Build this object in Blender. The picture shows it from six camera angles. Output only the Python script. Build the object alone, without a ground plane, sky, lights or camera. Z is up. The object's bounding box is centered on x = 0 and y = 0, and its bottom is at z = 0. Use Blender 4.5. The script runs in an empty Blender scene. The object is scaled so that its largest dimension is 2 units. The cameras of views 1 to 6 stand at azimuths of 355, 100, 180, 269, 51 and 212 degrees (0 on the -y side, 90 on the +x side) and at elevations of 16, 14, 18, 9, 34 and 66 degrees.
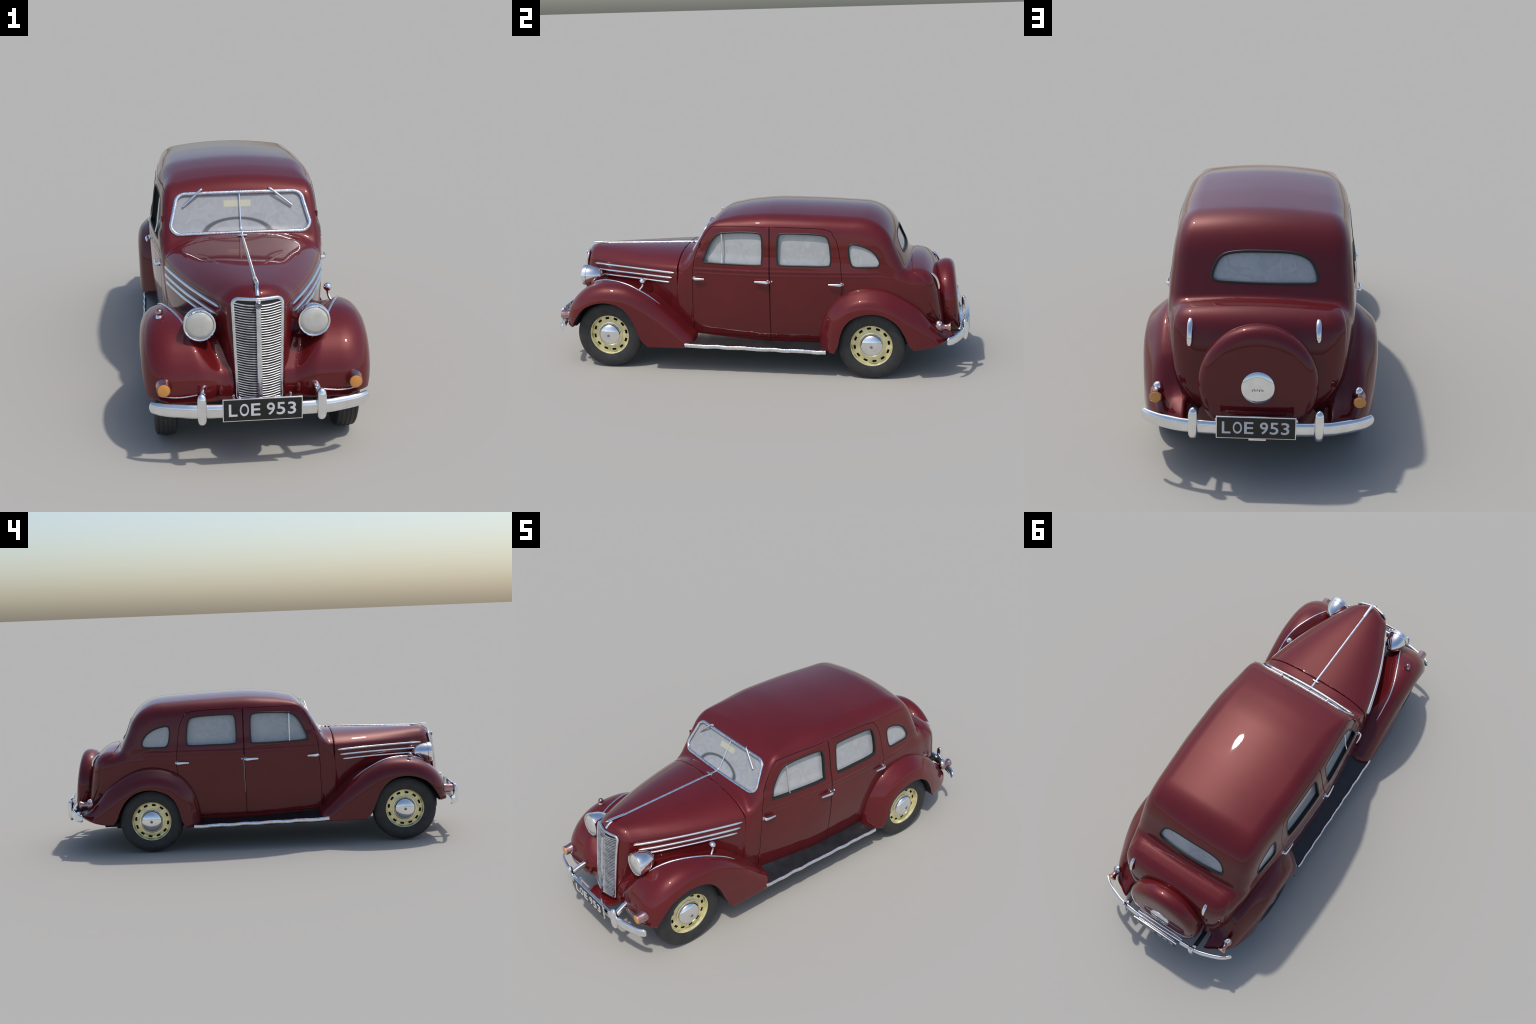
"""Vintage four-door saloon car: implicit body panels, lofted and lathed fittings."""
import bpy, bmesh, math
import numpy as np
from mathutils import Vector, Matrix

rng = np.random.default_rng(7)

# ------------------------------------------------------------------ materials
def new_mat(name):
    m = bpy.data.materials.new(name)
    m.use_nodes = True
    nt = m.node_tree
    return m, nt, nt.nodes["Principled BSDF"]


def node(nt, kind, **props):
    n = nt.nodes.new(kind)
    for k, v in props.items():
        if k in n.inputs:
            n.inputs[k].default_value = v
        else:
            setattr(n, k, v)
    return n


def noise_colour(nt, bsdf, a, b, scale, detail=4.0, lo=0.35, hi=0.65):
    tc = node(nt, "ShaderNodeTexCoord")
    nz = node(nt, "ShaderNodeTexNoise", Scale=scale, Detail=detail)
    nt.links.new(tc.outputs["Object"], nz.inputs["Vector"])
    rp = node(nt, "ShaderNodeValToRGB")
    rp.color_ramp.elements[0].position, rp.color_ramp.elements[1].position = lo, hi
    rp.color_ramp.elements[0].color = (*a, 1)
    rp.color_ramp.elements[1].color = (*b, 1)
    nt.links.new(nz.outputs["Fac"], rp.inputs["Fac"])
    nt.links.new(rp.outputs["Color"], bsdf.inputs["Base Color"])
    return tc, nz, rp


def noise_bump(nt, bsdf, tc, scale, strength, distance=0.002, detail=3.0):
    nz = node(nt, "ShaderNodeTexNoise", Scale=scale, Detail=detail)
    nt.links.new(tc.outputs["Object"], nz.inputs["Vector"])
    bp = node(nt, "ShaderNodeBump", Strength=strength, Distance=distance)
    nt.links.new(nz.outputs["Fac"], bp.inputs["Height"])
    nt.links.new(bp.outputs["Normal"], bsdf.inputs["Normal"])
    return bp


def simple(name, col, rough, metal=0.0, var=0.12, scale=14, bump=0.0, bscale=60, **extra):
    m, nt, b = new_mat(name)
    lo = tuple(c * (1 - var) for c in col)
    hi = tuple(min(1, c * (1 + var)) for c in col)
    tc, _, _ = noise_colour(nt, b, lo, hi, scale)
    b.inputs["Roughness"].default_value = rough
    b.inputs["Metallic"].default_value = metal
    for k, v in extra.items():
        b.inputs[k.replace("_", " ")].default_value = v
    if bump:
        noise_bump(nt, b, tc, bscale, bump)
    return m


PAINT = simple("maroon_paint", (0.108, 0.0080, 0.0100), 0.42, 0.10, var=0.07, scale=5, bump=0.10, bscale=9,
               Coat_Weight=1.0, Coat_Roughness=0.012, Coat_IOR=1.45, Specular_IOR_Level=0.12, Specular_Tint=(1, .2, .2, 1))
CHROME = simple("chrome", (0.88, 0.885, 0.885), 0.05, 1.0, var=0.05, scale=30, bump=0.03, bscale=60)
ROUGH_CHROME = simple("aged_chrome", (0.80, 0.80, 0.82), 0.16, 1.0, var=0.10, scale=60, bump=0.5, bscale=140)
RUBBER = simple("tyre_rubber", (0.024, 0.024, 0.024), 0.6, var=0.2, scale=30, bump=0.3, bscale=200)
BLACK = simple("underside_black", (0.006, 0.006, 0.006), 0.7)
GASKET = simple("window_rubber", (0.012, 0.010, 0.010), 0.45)
MAT_RUBBER = simple("running_board_rubber", (0.012, 0.012, 0.013), 0.32, var=0.3, scale=20, bump=0.3, bscale=60)
CREAM = simple("cream_wheel", (0.76, 0.69, 0.37), 0.18, 0.5, var=0.15, scale=40, bump=0.35, bscale=60)
AMBER = simple("amber_lens", (0.62, 0.26, 0.05), 0.25, var=0.08, scale=40, Coat_Weight=0.5)
LENS = simple("headlamp_glass", (0.56, 0.55, 0.50), 0.12, 0.25, var=0.08, scale=25, Coat_Weight=1.0)
PLATE = simple("plate_black", (0.008, 0.008, 0.008), 0.3, var=0.2, scale=30)
LETTER = simple("plate_letter", (0.62, 0.62, 0.64), 0.4, var=0.05)
DARK_GRILLE = simple("grille_shadow", (0.010, 0.010, 0.010), 0.5)
EMBLEM = simple("emblem_grey", (0.22, 0.22, 0.25), 0.25, 0.7, var=0.5, scale=160)
SLAT = simple("grille_slat_metal", (0.34, 0.34, 0.345), 0.45, 0.6, var=0.25, scale=50)
ROSE_METAL = simple("rosy_metal", (0.50, 0.30, 0.29), 0.15, 1.0, var=0.15, scale=40)  # pink tint bakes the red wing's reflection into the chrome side lamp


def glass_material(name, base, windscreen=False):
    m, nt, b = new_mat(name)
    tc = node(nt, "ShaderNodeTexCoord")
    vo = node(nt, "ShaderNodeTexVoronoi", Scale=16.0)
    nz = node(nt, "ShaderNodeTexNoise", Scale=7.0, Detail=2.0)
    add = node(nt, "ShaderNodeVectorMath", operation="ADD")
    nt.links.new(tc.outputs["Object"], nz.inputs["Vector"])
    nt.links.new(tc.outputs["Object"], add.inputs[0])
    nt.links.new(nz.outputs["Color"], add.inputs[1])
    nt.links.new(add.outputs[0], vo.inputs["Vector"])
    sep = node(nt, "ShaderNodeSeparateColor")
    nt.links.new(vo.outputs["Color"], sep.inputs[0])
    rp = node(nt, "ShaderNodeValToRGB")
    rp.color_ramp.elements[0].color = (*[c * 0.93 for c in base], 1)
    rp.color_ramp.elements[1].color = (*[c * 1.06 for c in base], 1)
    nt.links.new(sep.outputs[0], rp.inputs["Fac"])
    col = rp.outputs["Color"]
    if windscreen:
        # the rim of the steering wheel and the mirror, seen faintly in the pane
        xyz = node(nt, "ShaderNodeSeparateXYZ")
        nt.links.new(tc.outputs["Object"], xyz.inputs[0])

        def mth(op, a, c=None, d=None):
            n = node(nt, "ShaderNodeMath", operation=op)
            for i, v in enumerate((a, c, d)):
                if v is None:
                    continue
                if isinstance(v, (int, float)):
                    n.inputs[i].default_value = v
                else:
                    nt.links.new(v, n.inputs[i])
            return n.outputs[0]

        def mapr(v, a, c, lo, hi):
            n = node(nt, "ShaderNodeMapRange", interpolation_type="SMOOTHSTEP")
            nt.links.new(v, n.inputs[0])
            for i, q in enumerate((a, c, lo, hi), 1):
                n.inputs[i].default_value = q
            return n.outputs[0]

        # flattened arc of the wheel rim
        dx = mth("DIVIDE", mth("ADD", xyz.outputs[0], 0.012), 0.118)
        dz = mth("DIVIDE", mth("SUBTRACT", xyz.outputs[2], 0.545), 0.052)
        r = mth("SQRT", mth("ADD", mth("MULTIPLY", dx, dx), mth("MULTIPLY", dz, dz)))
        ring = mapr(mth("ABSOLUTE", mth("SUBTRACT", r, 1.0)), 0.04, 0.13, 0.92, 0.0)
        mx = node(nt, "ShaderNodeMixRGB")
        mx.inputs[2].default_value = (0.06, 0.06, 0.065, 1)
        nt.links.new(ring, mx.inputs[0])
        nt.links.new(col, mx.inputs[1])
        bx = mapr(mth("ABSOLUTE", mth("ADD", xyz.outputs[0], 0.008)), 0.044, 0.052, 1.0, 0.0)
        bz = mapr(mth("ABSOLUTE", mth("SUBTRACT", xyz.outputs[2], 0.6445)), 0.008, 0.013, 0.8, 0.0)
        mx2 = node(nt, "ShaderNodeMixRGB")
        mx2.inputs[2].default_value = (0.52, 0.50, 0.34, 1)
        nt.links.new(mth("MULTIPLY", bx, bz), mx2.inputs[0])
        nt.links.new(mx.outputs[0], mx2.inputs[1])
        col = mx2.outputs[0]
    nt.links.new(col, b.inputs["Base Color"])
    b.inputs["Roughness"].default_value = 0.22
    b.inputs["Coat Weight"].default_value = 0.6
    b.inputs["Coat Roughness"].default_value = 0.05
    noise_bump(nt, b, tc, 22, 0.12, 0.004)
    return m


GLASS = glass_material("pale_window_glass", (0.40, 0.41, 0.415))
WINDSCREEN_GLASS = glass_material("windscreen_glass", (0.33, 0.335, 0.345), True)

# ------------------------------------------------------------------ maths
def curve1(pts):
    """smooth monotone-ish interpolant through control points (x increasing)"""
    p = np.array(pts, float)
    x, y = p[:, 0], p[:, 1]
    d = np.diff(y) / np.diff(x)
    m = np.empty_like(x)
    m[0], m[-1] = d[0], d[-1]
    h = np.diff(x)
    for i in range(1, len(x) - 1):
        if d[i - 1] * d[i] <= 0:
            m[i] = 0
        else:
            w1, w2 = 2 * h[i] + h[i - 1], h[i] + 2 * h[i - 1]
            m[i] = (w1 + w2) / (w1 / d[i - 1] + w2 / d[i])

    def f(q):
        q = np.asarray(q, float)
        i = np.clip(np.searchsorted(x, q) - 1, 0, len(x) - 2)
        hh = h[i]
        t = (q - x[i]) / hh
        lo, hi = t < 0, t > 1
        tt = np.clip(t, 0, 1)
        v = ((1 + 2 * tt) * (1 - tt) ** 2 * y[i] + tt * (1 - tt) ** 2 * hh * m[i]
             + tt * tt * (3 - 2 * tt) * y[i + 1] + tt * tt * (tt - 1) * hh * m[i + 1])
        v = np.where(lo, y[0] + m[0] * (q - x[0]), v)
        return np.where(hi, y[-1] + m[-1] * (q - x[-1]), v)
    return f


def closed_spline(pts, n=12):
    """Catmull-Rom through a closed list of control points"""
    p = np.array(pts, float)
    out = []
    for i in range(len(p)):
        a, b, c, d = p[i - 1], p[i], p[(i + 1) % len(p)], p[(i + 2) % len(p)]
        for t in np.arange(n) / n:
            out.append(0.5 * (2 * b + (c - a) * t + (2 * a - 5 * b + 4 * c - d) * t * t + (3 * b - a - 3 * c + d) * t ** 3))
    return np.array(out)


def open_spline(pts, n=12):
    p = np.array(pts, float)
    p = np.vstack([2 * p[0] - p[1], p, 2 * p[-1] - p[-2]])
    out = []
    for i in range(1, len(p) - 2):
        a, b, c, d = p[i - 1], p[i], p[i + 1], p[i + 2]
        for t in np.arange(n) / n:
            out.append(0.5 * (2 * b + (c - a) * t + (2 * a - 5 * b + 4 * c - d) * t * t + (3 * b - a - 3 * c + d) * t ** 3))
    out.append(p[-2])
    return np.array(out)


def smax(a, b, k):
    h = np.maximum(k - np.abs(a - b), 0) / k
    return np.maximum(a, b) + h * h * k * 0.25


def smin(a, b, k):
    return -smax(-a, -b, k)


def step(t):
    t = np.clip(t, 0, 1)
    return t * t * (3 - 2 * t)


def polygon_sdf(poly):
    """signed distance to a closed polyline in a plane, negative inside"""
    A = np.asarray(poly, float)
    B = np.roll(A, -1, 0)

    def f(u, v):
        sh = u.shape
        u, v = u.ravel(), v.ravel()
        best = np.full(u.shape, 1e9)
        inside = np.zeros(u.shape, bool)
        for (ax, ay), (bx, by) in zip(A, B):
            ex, ey = bx - ax, by - ay
            t = np.clip(((u - ax) * ex + (v - ay) * ey) / (ex * ex + ey * ey + 1e-12), 0, 1)
            dx, dy = u - ax - t * ex, v - ay - t * ey
            best = np.minimum(best, dx * dx + dy * dy)
            if ay != by:
                c = (ay > v) != (by > v)
                inside ^= c & (u < (bx - ax) * (v - ay) / (by - ay) + ax)
        s = np.sqrt(best)
        return np.where(inside, -s, s).reshape(sh)
    return f


def gradient(F, P, e=8e-4):
    g = np.empty_like(P)
    for i in range(3):
        d = np.zeros(3)
        d[i] = e
        a, b = P + d, P - d
        g[:, i] = (F(a[:, 0], a[:, 1], a[:, 2]) - F(b[:, 0], b[:, 1], b[:, 2])) / (2 * e)
    return g


def polygonise(F, lo, hi, h):
    """surface nets on an implicit function, then projection of the vertices onto it"""
    ax = [np.arange(l, u + h, h) for l, u in zip(lo, hi)]
    n = [len(a) for a in ax]
    V = np.empty(n)
    Y, Z = np.meshgrid(ax[1], ax[2], indexing="ij")
    for i0 in range(0, n[0], 16):
        xs = ax[0][i0:i0 + 16]
        V[i0:i0 + 16] = F(xs[:, None, None] + 0 * Y, Y[None] + 0 * xs[:, None, None], Z[None] + 0 * xs[:, None, None])
    S = V < 0
    cnt = np.zeros([k - 1 for k in n], np.int16)
    pos = np.zeros([k - 1 for k in n] + [3])
    corners = [(a, b, c) for a in (0, 1) for b in (0, 1) for c in (0, 1)]
    sl = lambda o: tuple(slice(o[i], n[i] - 1 + o[i]) for i in range(3))
    for o in corners:
        for axis in range(3):
            if o[axis]:
                continue
            q = list(o)
            q[axis] = 1
            v0, v1 = V[sl(o)], V[sl(q)]
            cr = (v0 < 0) != (v1 < 0)
            den = np.where(cr, v0 - v1, 1)
            t = np.where(cr, v0 / den, 0)
            for i in range(3):
                pos[..., i] += np.where(cr, o[i] + (t if i == axis else 0), 0)
            cnt += cr
    act = cnt > 0
    idx = -np.ones(cnt.shape, np.int64)
    idx[act] = np.arange(act.sum())
    cell = np.argwhere(act)
    P = (cell + pos[act] / cnt[act][:, None]) * h + np.array([a[0] for a in ax])
    quads = []
    for axis in range(3):
        b, c = (axis + 1) % 3, (axis + 2) % 3
        s0 = [slice(None)] * 3
        s1 = [slice(None)] * 3
        s0[axis], s1[axis] = slice(0, n[axis] - 1), slice(1, n[axis])
        A, B = S[tuple(s0)], S[tuple(s1)]
        e = np.argwhere(A != B)
        ok = (e[:, b] > 0) & (e[:, c] > 0) & (e[:, b] < n[b] - 1) & (e[:, c] < n[c] - 1)
        e = e[ok]
        ins = A[tuple(e.T)]
        ids = []
        for db, dc in ((-1, -1), (0, -1), (0, 0), (-1, 0)):
            k = e.copy()
            k[:, b] += db
            k[:, c] += dc
            ids.append(idx[tuple(k.T)])
        q = np.stack(ids, 1)
        q[~ins] = q[~ins][:, ::-1]
        quads.append(q)
    Q = np.vstack(quads)
    for it in range(5):
        g = gradient(F, P)
        f = F(P[:, 0], P[:, 1], P[:, 2])
        s = f / np.maximum((g * g).sum(1), 0.05)
        P = P - np.clip(s, -h, h)[:, None] * g
    return P, Q


# ------------------------------------------------------------------ mesh helpers
ROOT = bpy.data.objects.new("vintage_saloon_car", None)
bpy.context.collection.objects.link(ROOT)
ROOT["label"] = "glossy maroon vintage four-door saloon with chrome trim and cream wheels"
ROOT["category"] = "car"


def obj_from(name, verts, faces, mat, parent=ROOT, smooth=True, link=True):
    me = bpy.data.meshes.new(name)
    if isinstance(faces, np.ndarray):
        faces = faces.tolist()
    me.from_pydata([tuple(map(float, v)) for v in verts], [], faces)
    me.validate()
    me.update()
    for m in (mat if isinstance(mat, (list, tuple)) else [mat]):
        me.materials.append(m)
    if smooth:
        me.polygons.foreach_set("use_smooth", [True] * len(me.polygons))
    o = bpy.data.objects.new(name, me)
    if link:
        bpy.context.collection.objects.link(o)
        o.parent = parent
    return o


def sharp_by_angle(o, deg=35):
    bm = bmesh.new()
    bm.from_mesh(o.data)
    lim = math.radians(deg)
    for e in bm.edges:
        e.smooth = not (len(e.link_faces) == 2 and e.calc_face_angle(0) > lim)
    bm.to_mesh(o.data)
    bm.free()
    return o


def recalc(o):
    bm = bmesh.new()
    bm.from_mesh(o.data)
    bmesh.ops.recalc_face_normals(bm, faces=bm.faces)
    bm.to_mesh(o.data)
    bm.free()
    return o


def drop(o):
    me = o.data
    bpy.data.objects.remove(o)
    if me.users == 0:
        bpy.data.meshes.remove(me)


def boolean(o, cutter, op="DIFFERENCE", keep=False, transfer=False):
    """apply a boolean in place"""
    for c in (o, cutter):
        if c.name not in bpy.context.collection.objects:
            bpy.context.collection.objects.link(c)
    for solver in ("MANIFOLD", "EXACT"):
        md = o.modifiers.new("cut", "BOOLEAN")
        md.operation, md.object, md.solver = op, cutter, solver
        if transfer:
            md.material_mode = "TRANSFER"
        bpy.context.view_layer.update()
        dg = bpy.context.evaluated_depsgraph_get()
        me = bpy.data.meshes.new_from_object(o.evaluated_get(dg))
        o.modifiers.clear()
        changed = len(me.polygons) != len(o.data.polygons)
        if changed and len(me.polygons) > 0:
            break
        print("boolean fallback", o.name, cutter.name, solver)
    old = o.data
    o.data = me
    me.name = old.name
    bpy.data.meshes.remove(old)
    if not keep:
        drop(cutter)
    return o


def prism(outline, axis, a, b, name="cutter"):
    """extrude a closed 2D outline along an axis ('x': outline is y,z; 'y': x,z; 'z': x,y)"""
    n = len(outline)
    put = {"x": lambda p, t: (t, p[0], p[1]), "y": lambda p, t: (p[0], t, p[1]), "z": lambda p, t: (p[0], p[1], t)}[axis]
    v = [put(p, a) for p in outline] + [put(p, b) for p in outline]
    f = [tuple(range(n))[::-1], tuple(range(n, 2 * n))] + [(i, (i + 1) % n, n + (i + 1) % n, n + i) for i in range(n)]
    return recalc(obj_from(name, v, f, PAINT, link=True, parent=None, smooth=False))


def field_normals(o, F, lim=0.80):
    """shading normals taken from the implicit function where faces lie on it"""
    me = o.data
    nv, nl = len(me.vertices), len(me.loops)
    P = np.empty(nv * 3)
    me.vertices.foreach_get("co", P)
    P = P.reshape(-1, 3)
    g = gradient(F, P)
    g /= np.linalg.norm(g, axis=1)[:, None] + 1e-12
    lv = np.empty(nl, np.int64)
    me.loops.foreach_get("vertex_index", lv)
    npoly = len(me.polygons)
    fn = np.empty(npoly * 3)
    me.polygons.foreach_get("normal", fn)
    fn = fn.reshape(-1, 3)
    tot = np.empty(npoly, np.int64)
    me.polygons.foreach_get("loop_total", tot)
    lf = np.repeat(np.arange(npoly), tot)
    gn, fnl = g[lv], fn[lf]
    d = (gn * fnl).sum(1)
    out = np.where((d > lim)[:, None], gn, np.where((d < -lim)[:, None], -gn, fnl))
    me.polygons.foreach_set("use_smooth", [True] * npoly)
    me.normals_split_custom_set(out.tolist())
    me.update()
    return o


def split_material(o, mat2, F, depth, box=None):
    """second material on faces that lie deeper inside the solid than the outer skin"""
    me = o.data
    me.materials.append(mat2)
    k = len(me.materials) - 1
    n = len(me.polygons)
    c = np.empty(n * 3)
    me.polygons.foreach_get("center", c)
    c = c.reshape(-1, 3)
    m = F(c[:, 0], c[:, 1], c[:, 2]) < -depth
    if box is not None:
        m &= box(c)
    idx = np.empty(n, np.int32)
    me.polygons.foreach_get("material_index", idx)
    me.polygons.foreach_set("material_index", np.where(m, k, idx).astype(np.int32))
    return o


def mirror_x(o):
    """a mirrored copy of a part on the other side of the car"""
    me = o.data.copy()
    n = o.copy()
    n.data = me
    me.transform(Matrix.Scale(-1, 4, (1, 0, 0)))
    me.flip_normals()
    bpy.context.collection.objects.link(n)
    n.location.x = -o.location.x
    return n


def lathe(name, prof, mat, n=64, axis="x", centre=(0, 0, 0), parent=ROOT, closed=False, rot=None, link=True):
    """revolve (axial, radius) points; axis x unless a rotation matrix is given"""
    v, f = [], []
    m = len(prof)
    for i in range(n):
        c, s = math.cos(2 * math.pi * i / n), math.sin(2 * math.pi * i / n)
        for a, r in prof:
            p = {"x": (a, r * c, r * s), "y": (r * c, a, r * s), "z": (r * c, r * s, a)}[axis]
            v.append(p)
    for i in range(n):
        for j in range(m if closed else m - 1):
            k = (j + 1) % m
            f.append((i * m + j, i * m + k, ((i + 1) % n) * m + k, ((i + 1) % n) * m + j))
    R = Matrix.Translation(centre) @ (rot.to_4x4() if rot else Matrix.Identity(4))
    v = [R @ Vector(p) for p in v]
    o = obj_from(name, v, f, mat, parent, link=True)
    bm = bmesh.new()
    bm.from_mesh(o.data)
    bmesh.ops.remove_doubles(bm, verts=bm.verts, dist=1e-6)
    bmesh.ops.recalc_face_normals(bm, faces=bm.faces)
    bm.to_mesh(o.data)
    bm.free()
    return sharp_by_angle(o, 40)


def sweep(name, path, section, mat, parent=ROOT, up=(0, 0, 1), closed=False, scale=None, cap=True, ups=None):
    """sweep a closed 2D section (side, up) along a 3D path"""
    path = np.asarray(path, float)
    n = len(path)
    sec = np.asarray(section, float)
    m = len(sec)
    if closed:
        tan = np.roll(path, -1, 0) - np.roll(path, 1, 0)
    else:
        tan = np.gradient(path, axis=0)
    tan /= np.linalg.norm(tan, axis=1)[:, None] + 1e-12
    v, f = [], []
    for i in range(n):
        u = np.array(ups[i] if ups is not None else up, float)
        s = np.cross(tan[i], u)
        s /= np.linalg.norm(s) + 1e-12
        w = np.cross(s, tan[i])
        k = 1.0 if scale is None else scale[i]
        for a, b in sec:
            v.append(path[i] + (s * a + w * b) * k)
    for i in range(n if closed else n - 1):
        i2 = (i + 1) % n
        for j in range(m):
            j2 = (j + 1) % m
            f.append((i * m + j, i * m + j2, i2 * m + j2, i2 * m + j))
    if cap and not closed:
        f.append(tuple(range(m))[::-1])
        f.append(tuple((n - 1) * m + j for j in range(m)))
    return sharp_by_angle(recalc(obj_from(name, v, f, mat, parent)), 50)


def oval(a, b, n=12, power=2.0):
    t = np.arange(n) * 2 * math.pi / n
    c, s = np.cos(t), np.sin(t)
    return np.stack([a * np.sign(c) * np.abs(c) ** (2 / power), b * np.sign(s) * np.abs(s) ** (2 / power)], 1)


def end_taper(n, k=3, small=0.35):
    s = np.ones(n)
    for i in range(k):
        q = small + (1 - small) * math.sin(math.pi / 2 * (i + 0.0) / k)
        s[i] = s[-1 - i] = q
    return s


def rounded_box(name, size, centre, mat, parent=ROOT, r=0.003, rot=None, seg=3):
    bm = bmesh.new()
    bmesh.ops.create_cube(bm, size=1.0)
    for v in bm.verts:
        v.co = Vector((v.co.x * size[0], v.co.y * size[1], v.co.z * size[2]))
    bmesh.ops.bevel(bm, geom=bm.edges[:], offset=r, segments=seg, affect="EDGES", profile=0.5)
    M = Matrix.Translation(centre) @ (rot.to_4x4() if rot else Matrix.Identity(4))
    bmesh.ops.transform(bm, matrix=M, verts=bm.verts)
    me = bpy.data.meshes.new(name)
    bm.to_mesh(me)
    bm.free()
    me.materials.append(mat)
    me.polygons.foreach_set("use_smooth", [True] * len(me.polygons))
    o = bpy.data.objects.new(name, me)
    bpy.context.collection.objects.link(o)
    o.parent = parent
    return sharp_by_angle(o, 40)


def ball(name, centre, r, mat, parent=ROOT, squash=(1, 1, 1)):
    bm = bmesh.new()
    bmesh.ops.create_uvsphere(bm, u_segments=24, v_segments=14, radius=1)
    for v in bm.verts:
        v.co = Vector([v.co[i] * r * squash[i] + centre[i] for i in range(3)])
    me = bpy.data.meshes.new(name)
    bm.to_mesh(me)
    bm.free()
    me.materials.append(mat)
    me.polygons.foreach_set("use_smooth", [True] * len(me.polygons))
    o = bpy.data.objects.new(name, me)
    bpy.context.collection.objects.link(o)
    o.parent = parent
    return o


def join(name, objs, parent=ROOT):
    """merge several meshes into one part"""
    bm = bmesh.new()
    mats = []
    for o in objs:
        base = []
        for m in o.data.materials:
            if m not in mats:
                mats.append(m)
            base.append(mats.index(m))
        n0 = len(bm.faces)
        bm.from_mesh(o.data)
        bm.faces.ensure_lookup_table()
        for f in bm.faces[n0:]:
            f.material_index = base[f.material_index] if base else 0
    me = bpy.data.meshes.new(name)
    bm.to_mesh(me)
    bm.free()
    for m in mats:
        me.materials.append(m)
    for o in objs:
        drop(o)
    o = bpy.data.objects.new(name, me)
    bpy.context.collection.objects.link(o)
    o.parent = parent
    return o


# ------------------------------------------------------------------ body shape
body_half_width = curve1([(-.40, .262), (-.36, .273), (-.27, .287), (-.1, .309), (.083, .323), (.25, .322),
                          (.42, .314), (.55, .306), (.65, .298), (.72, .290), (.80, .278), (.90, .262)])
tumble = curve1([(.10, .85), (.16, .915), (.25, .965), (.35, .992), (.44, 1.0), (.50, .993), (.56, .970),
                 (.62, .946), (.69, .905), (.74, .86), (.80, .78)])
roof_line = curve1([(-.30, .690), (-.22, .716), (-.15, .733), (-.05, .750), (.084, .759), (.274, .755), (.42, .748),
                    (.52, .742), (.62, .73), (.75, .70)])
back_line = curve1([(.30, .79), (.45, .750), (.516, .718), (.585, .685), (.655, .655), (.70, .635), (.76, .605)])
lower_top = curve1([(-.40, .551), (-.30, .557), (-.2, .555), (.60, .51), (.68, .502), (.74, .504), (.78, .499), (.82, .487), (.86, .468)])
trunk_back = curve1([(.10, .885), (.15, .890), (.244, .886), (.317, .876), (.40, .860), (.44, .847), (.47, .832), (.50, .808), (.53, .77)])
hood_half_width = curve1([(-.96, .077), (-.90, .092), (-.87, .100), (-.816, .118), (-.74, .154), (-.61, .208), (-.50, .244),
                          (-.42, .266), (-.377, .276), (-.34, .283), (-.30, .290)])
hood_top = curve1([(-.92, .525), (-.86, .532), (-.79, .538), (-.53, .546), (-.34, .552), (-.28, .556)])


def hood_section(x, y, z):
    """rounded bonnet cross-section: superellipse above the shoulder, straight below"""
    y = np.clip(y, -1.0, -.1)
    w, t = hood_half_width(y), hood_top(y)
    zc = 0.435
    n = 2.5
    w = w + 0.004 * np.exp(-((z - .488) / .014) ** 2) - 0.003 * step((.476 - z) / .008)
    taper = w * (1 - 0.10 * step((zc - z) / 0.28))
    q = (np.abs(x) / taper) ** n + (np.maximum(z - zc, 0) / (t - zc)) ** n
    r = np.maximum(q, 1e-9) ** (1 / n)
    return (r - 1) * np.minimum(taper, t - zc)


def belt_relief(y, z):
    on = step((y + .285) / .02) * step((.62 - y) / .10)
    return 0.0030 * on * (np.exp(-((z - .488) / .0048) ** 2) + 0.5 * np.exp(-((z - .470) / .005) ** 2))


def side_wall(x, y, z):
    return np.abs(x) - body_half_width(y) * tumble(z) - belt_relief(y, z)


def cabin_field(x, y, z):
    s = side_wall(x, y, z)
    top = z - (roof_line(y) - 0.35 * x * x)
    ws = -0.864 * (y + .2885 - 0.05 * x * x) + 0.503 * (z - .563)
    bk = (y - (back_line(z) - 0.38 * x * x)) * 0.86
    roof = smax(smax(top, bk, 0.095), ws, 0.036)
    return smax(s, roof, 0.030 + 0.032 * step((-ws) / 0.12) - 0.012 * step((y - .45) / .15))


def lower_field(x, y, z):
    s = side_wall(x, y, np.minimum(z, .50)) + 0.034 * step((.31 - z) / .17) * step((y - .74) / .08)
    top = z - lower_top(y) + 0.25 * x * x * step((y - .5) / .1)
    cow = hood_section(x, np.minimum(y, -.20), z)
    top = smax(top, cow - 0.8 * np.maximum(y + .30, 0) - 2.0 * np.maximum(y + .24, 0), 0.01)
    bk = (y - (trunk_back(z) - 0.30 * x * x)) * 0.95
    front = -(y + .357)
    return smax(smax(s, smax(top, bk, 0.03), 0.012 + 0.043 * step((y + .26) / .12) + 0.022 * step((y - .68) / .1)), front, 0.004)


def body_field(x, y, z):
    f = smin(cabin_field(x, y, z), lower_field(x, y, z), 0.018)
    return smax(f, .135 - z, 0.02)


grille_nose = curve1([(.15, -.924), (.20, -.919), (.312, -.907), (.409, -.896), (.468, -.888), (.51, -.878), (.56, -.86)])


def hood_field(x, y, z):
    s = hood_section(x, y, z)
    ax = np.sqrt(x * x + 0.0004)
    nose = -(y - (grille_nose(z) + 0.34 * (ax - 0.02)))
    f = smax(s, nose * 0.94, 0.035)
    f = smax(f, y + .359, 0.004)
    return smax(f, .165 - z, 0.02)


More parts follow.
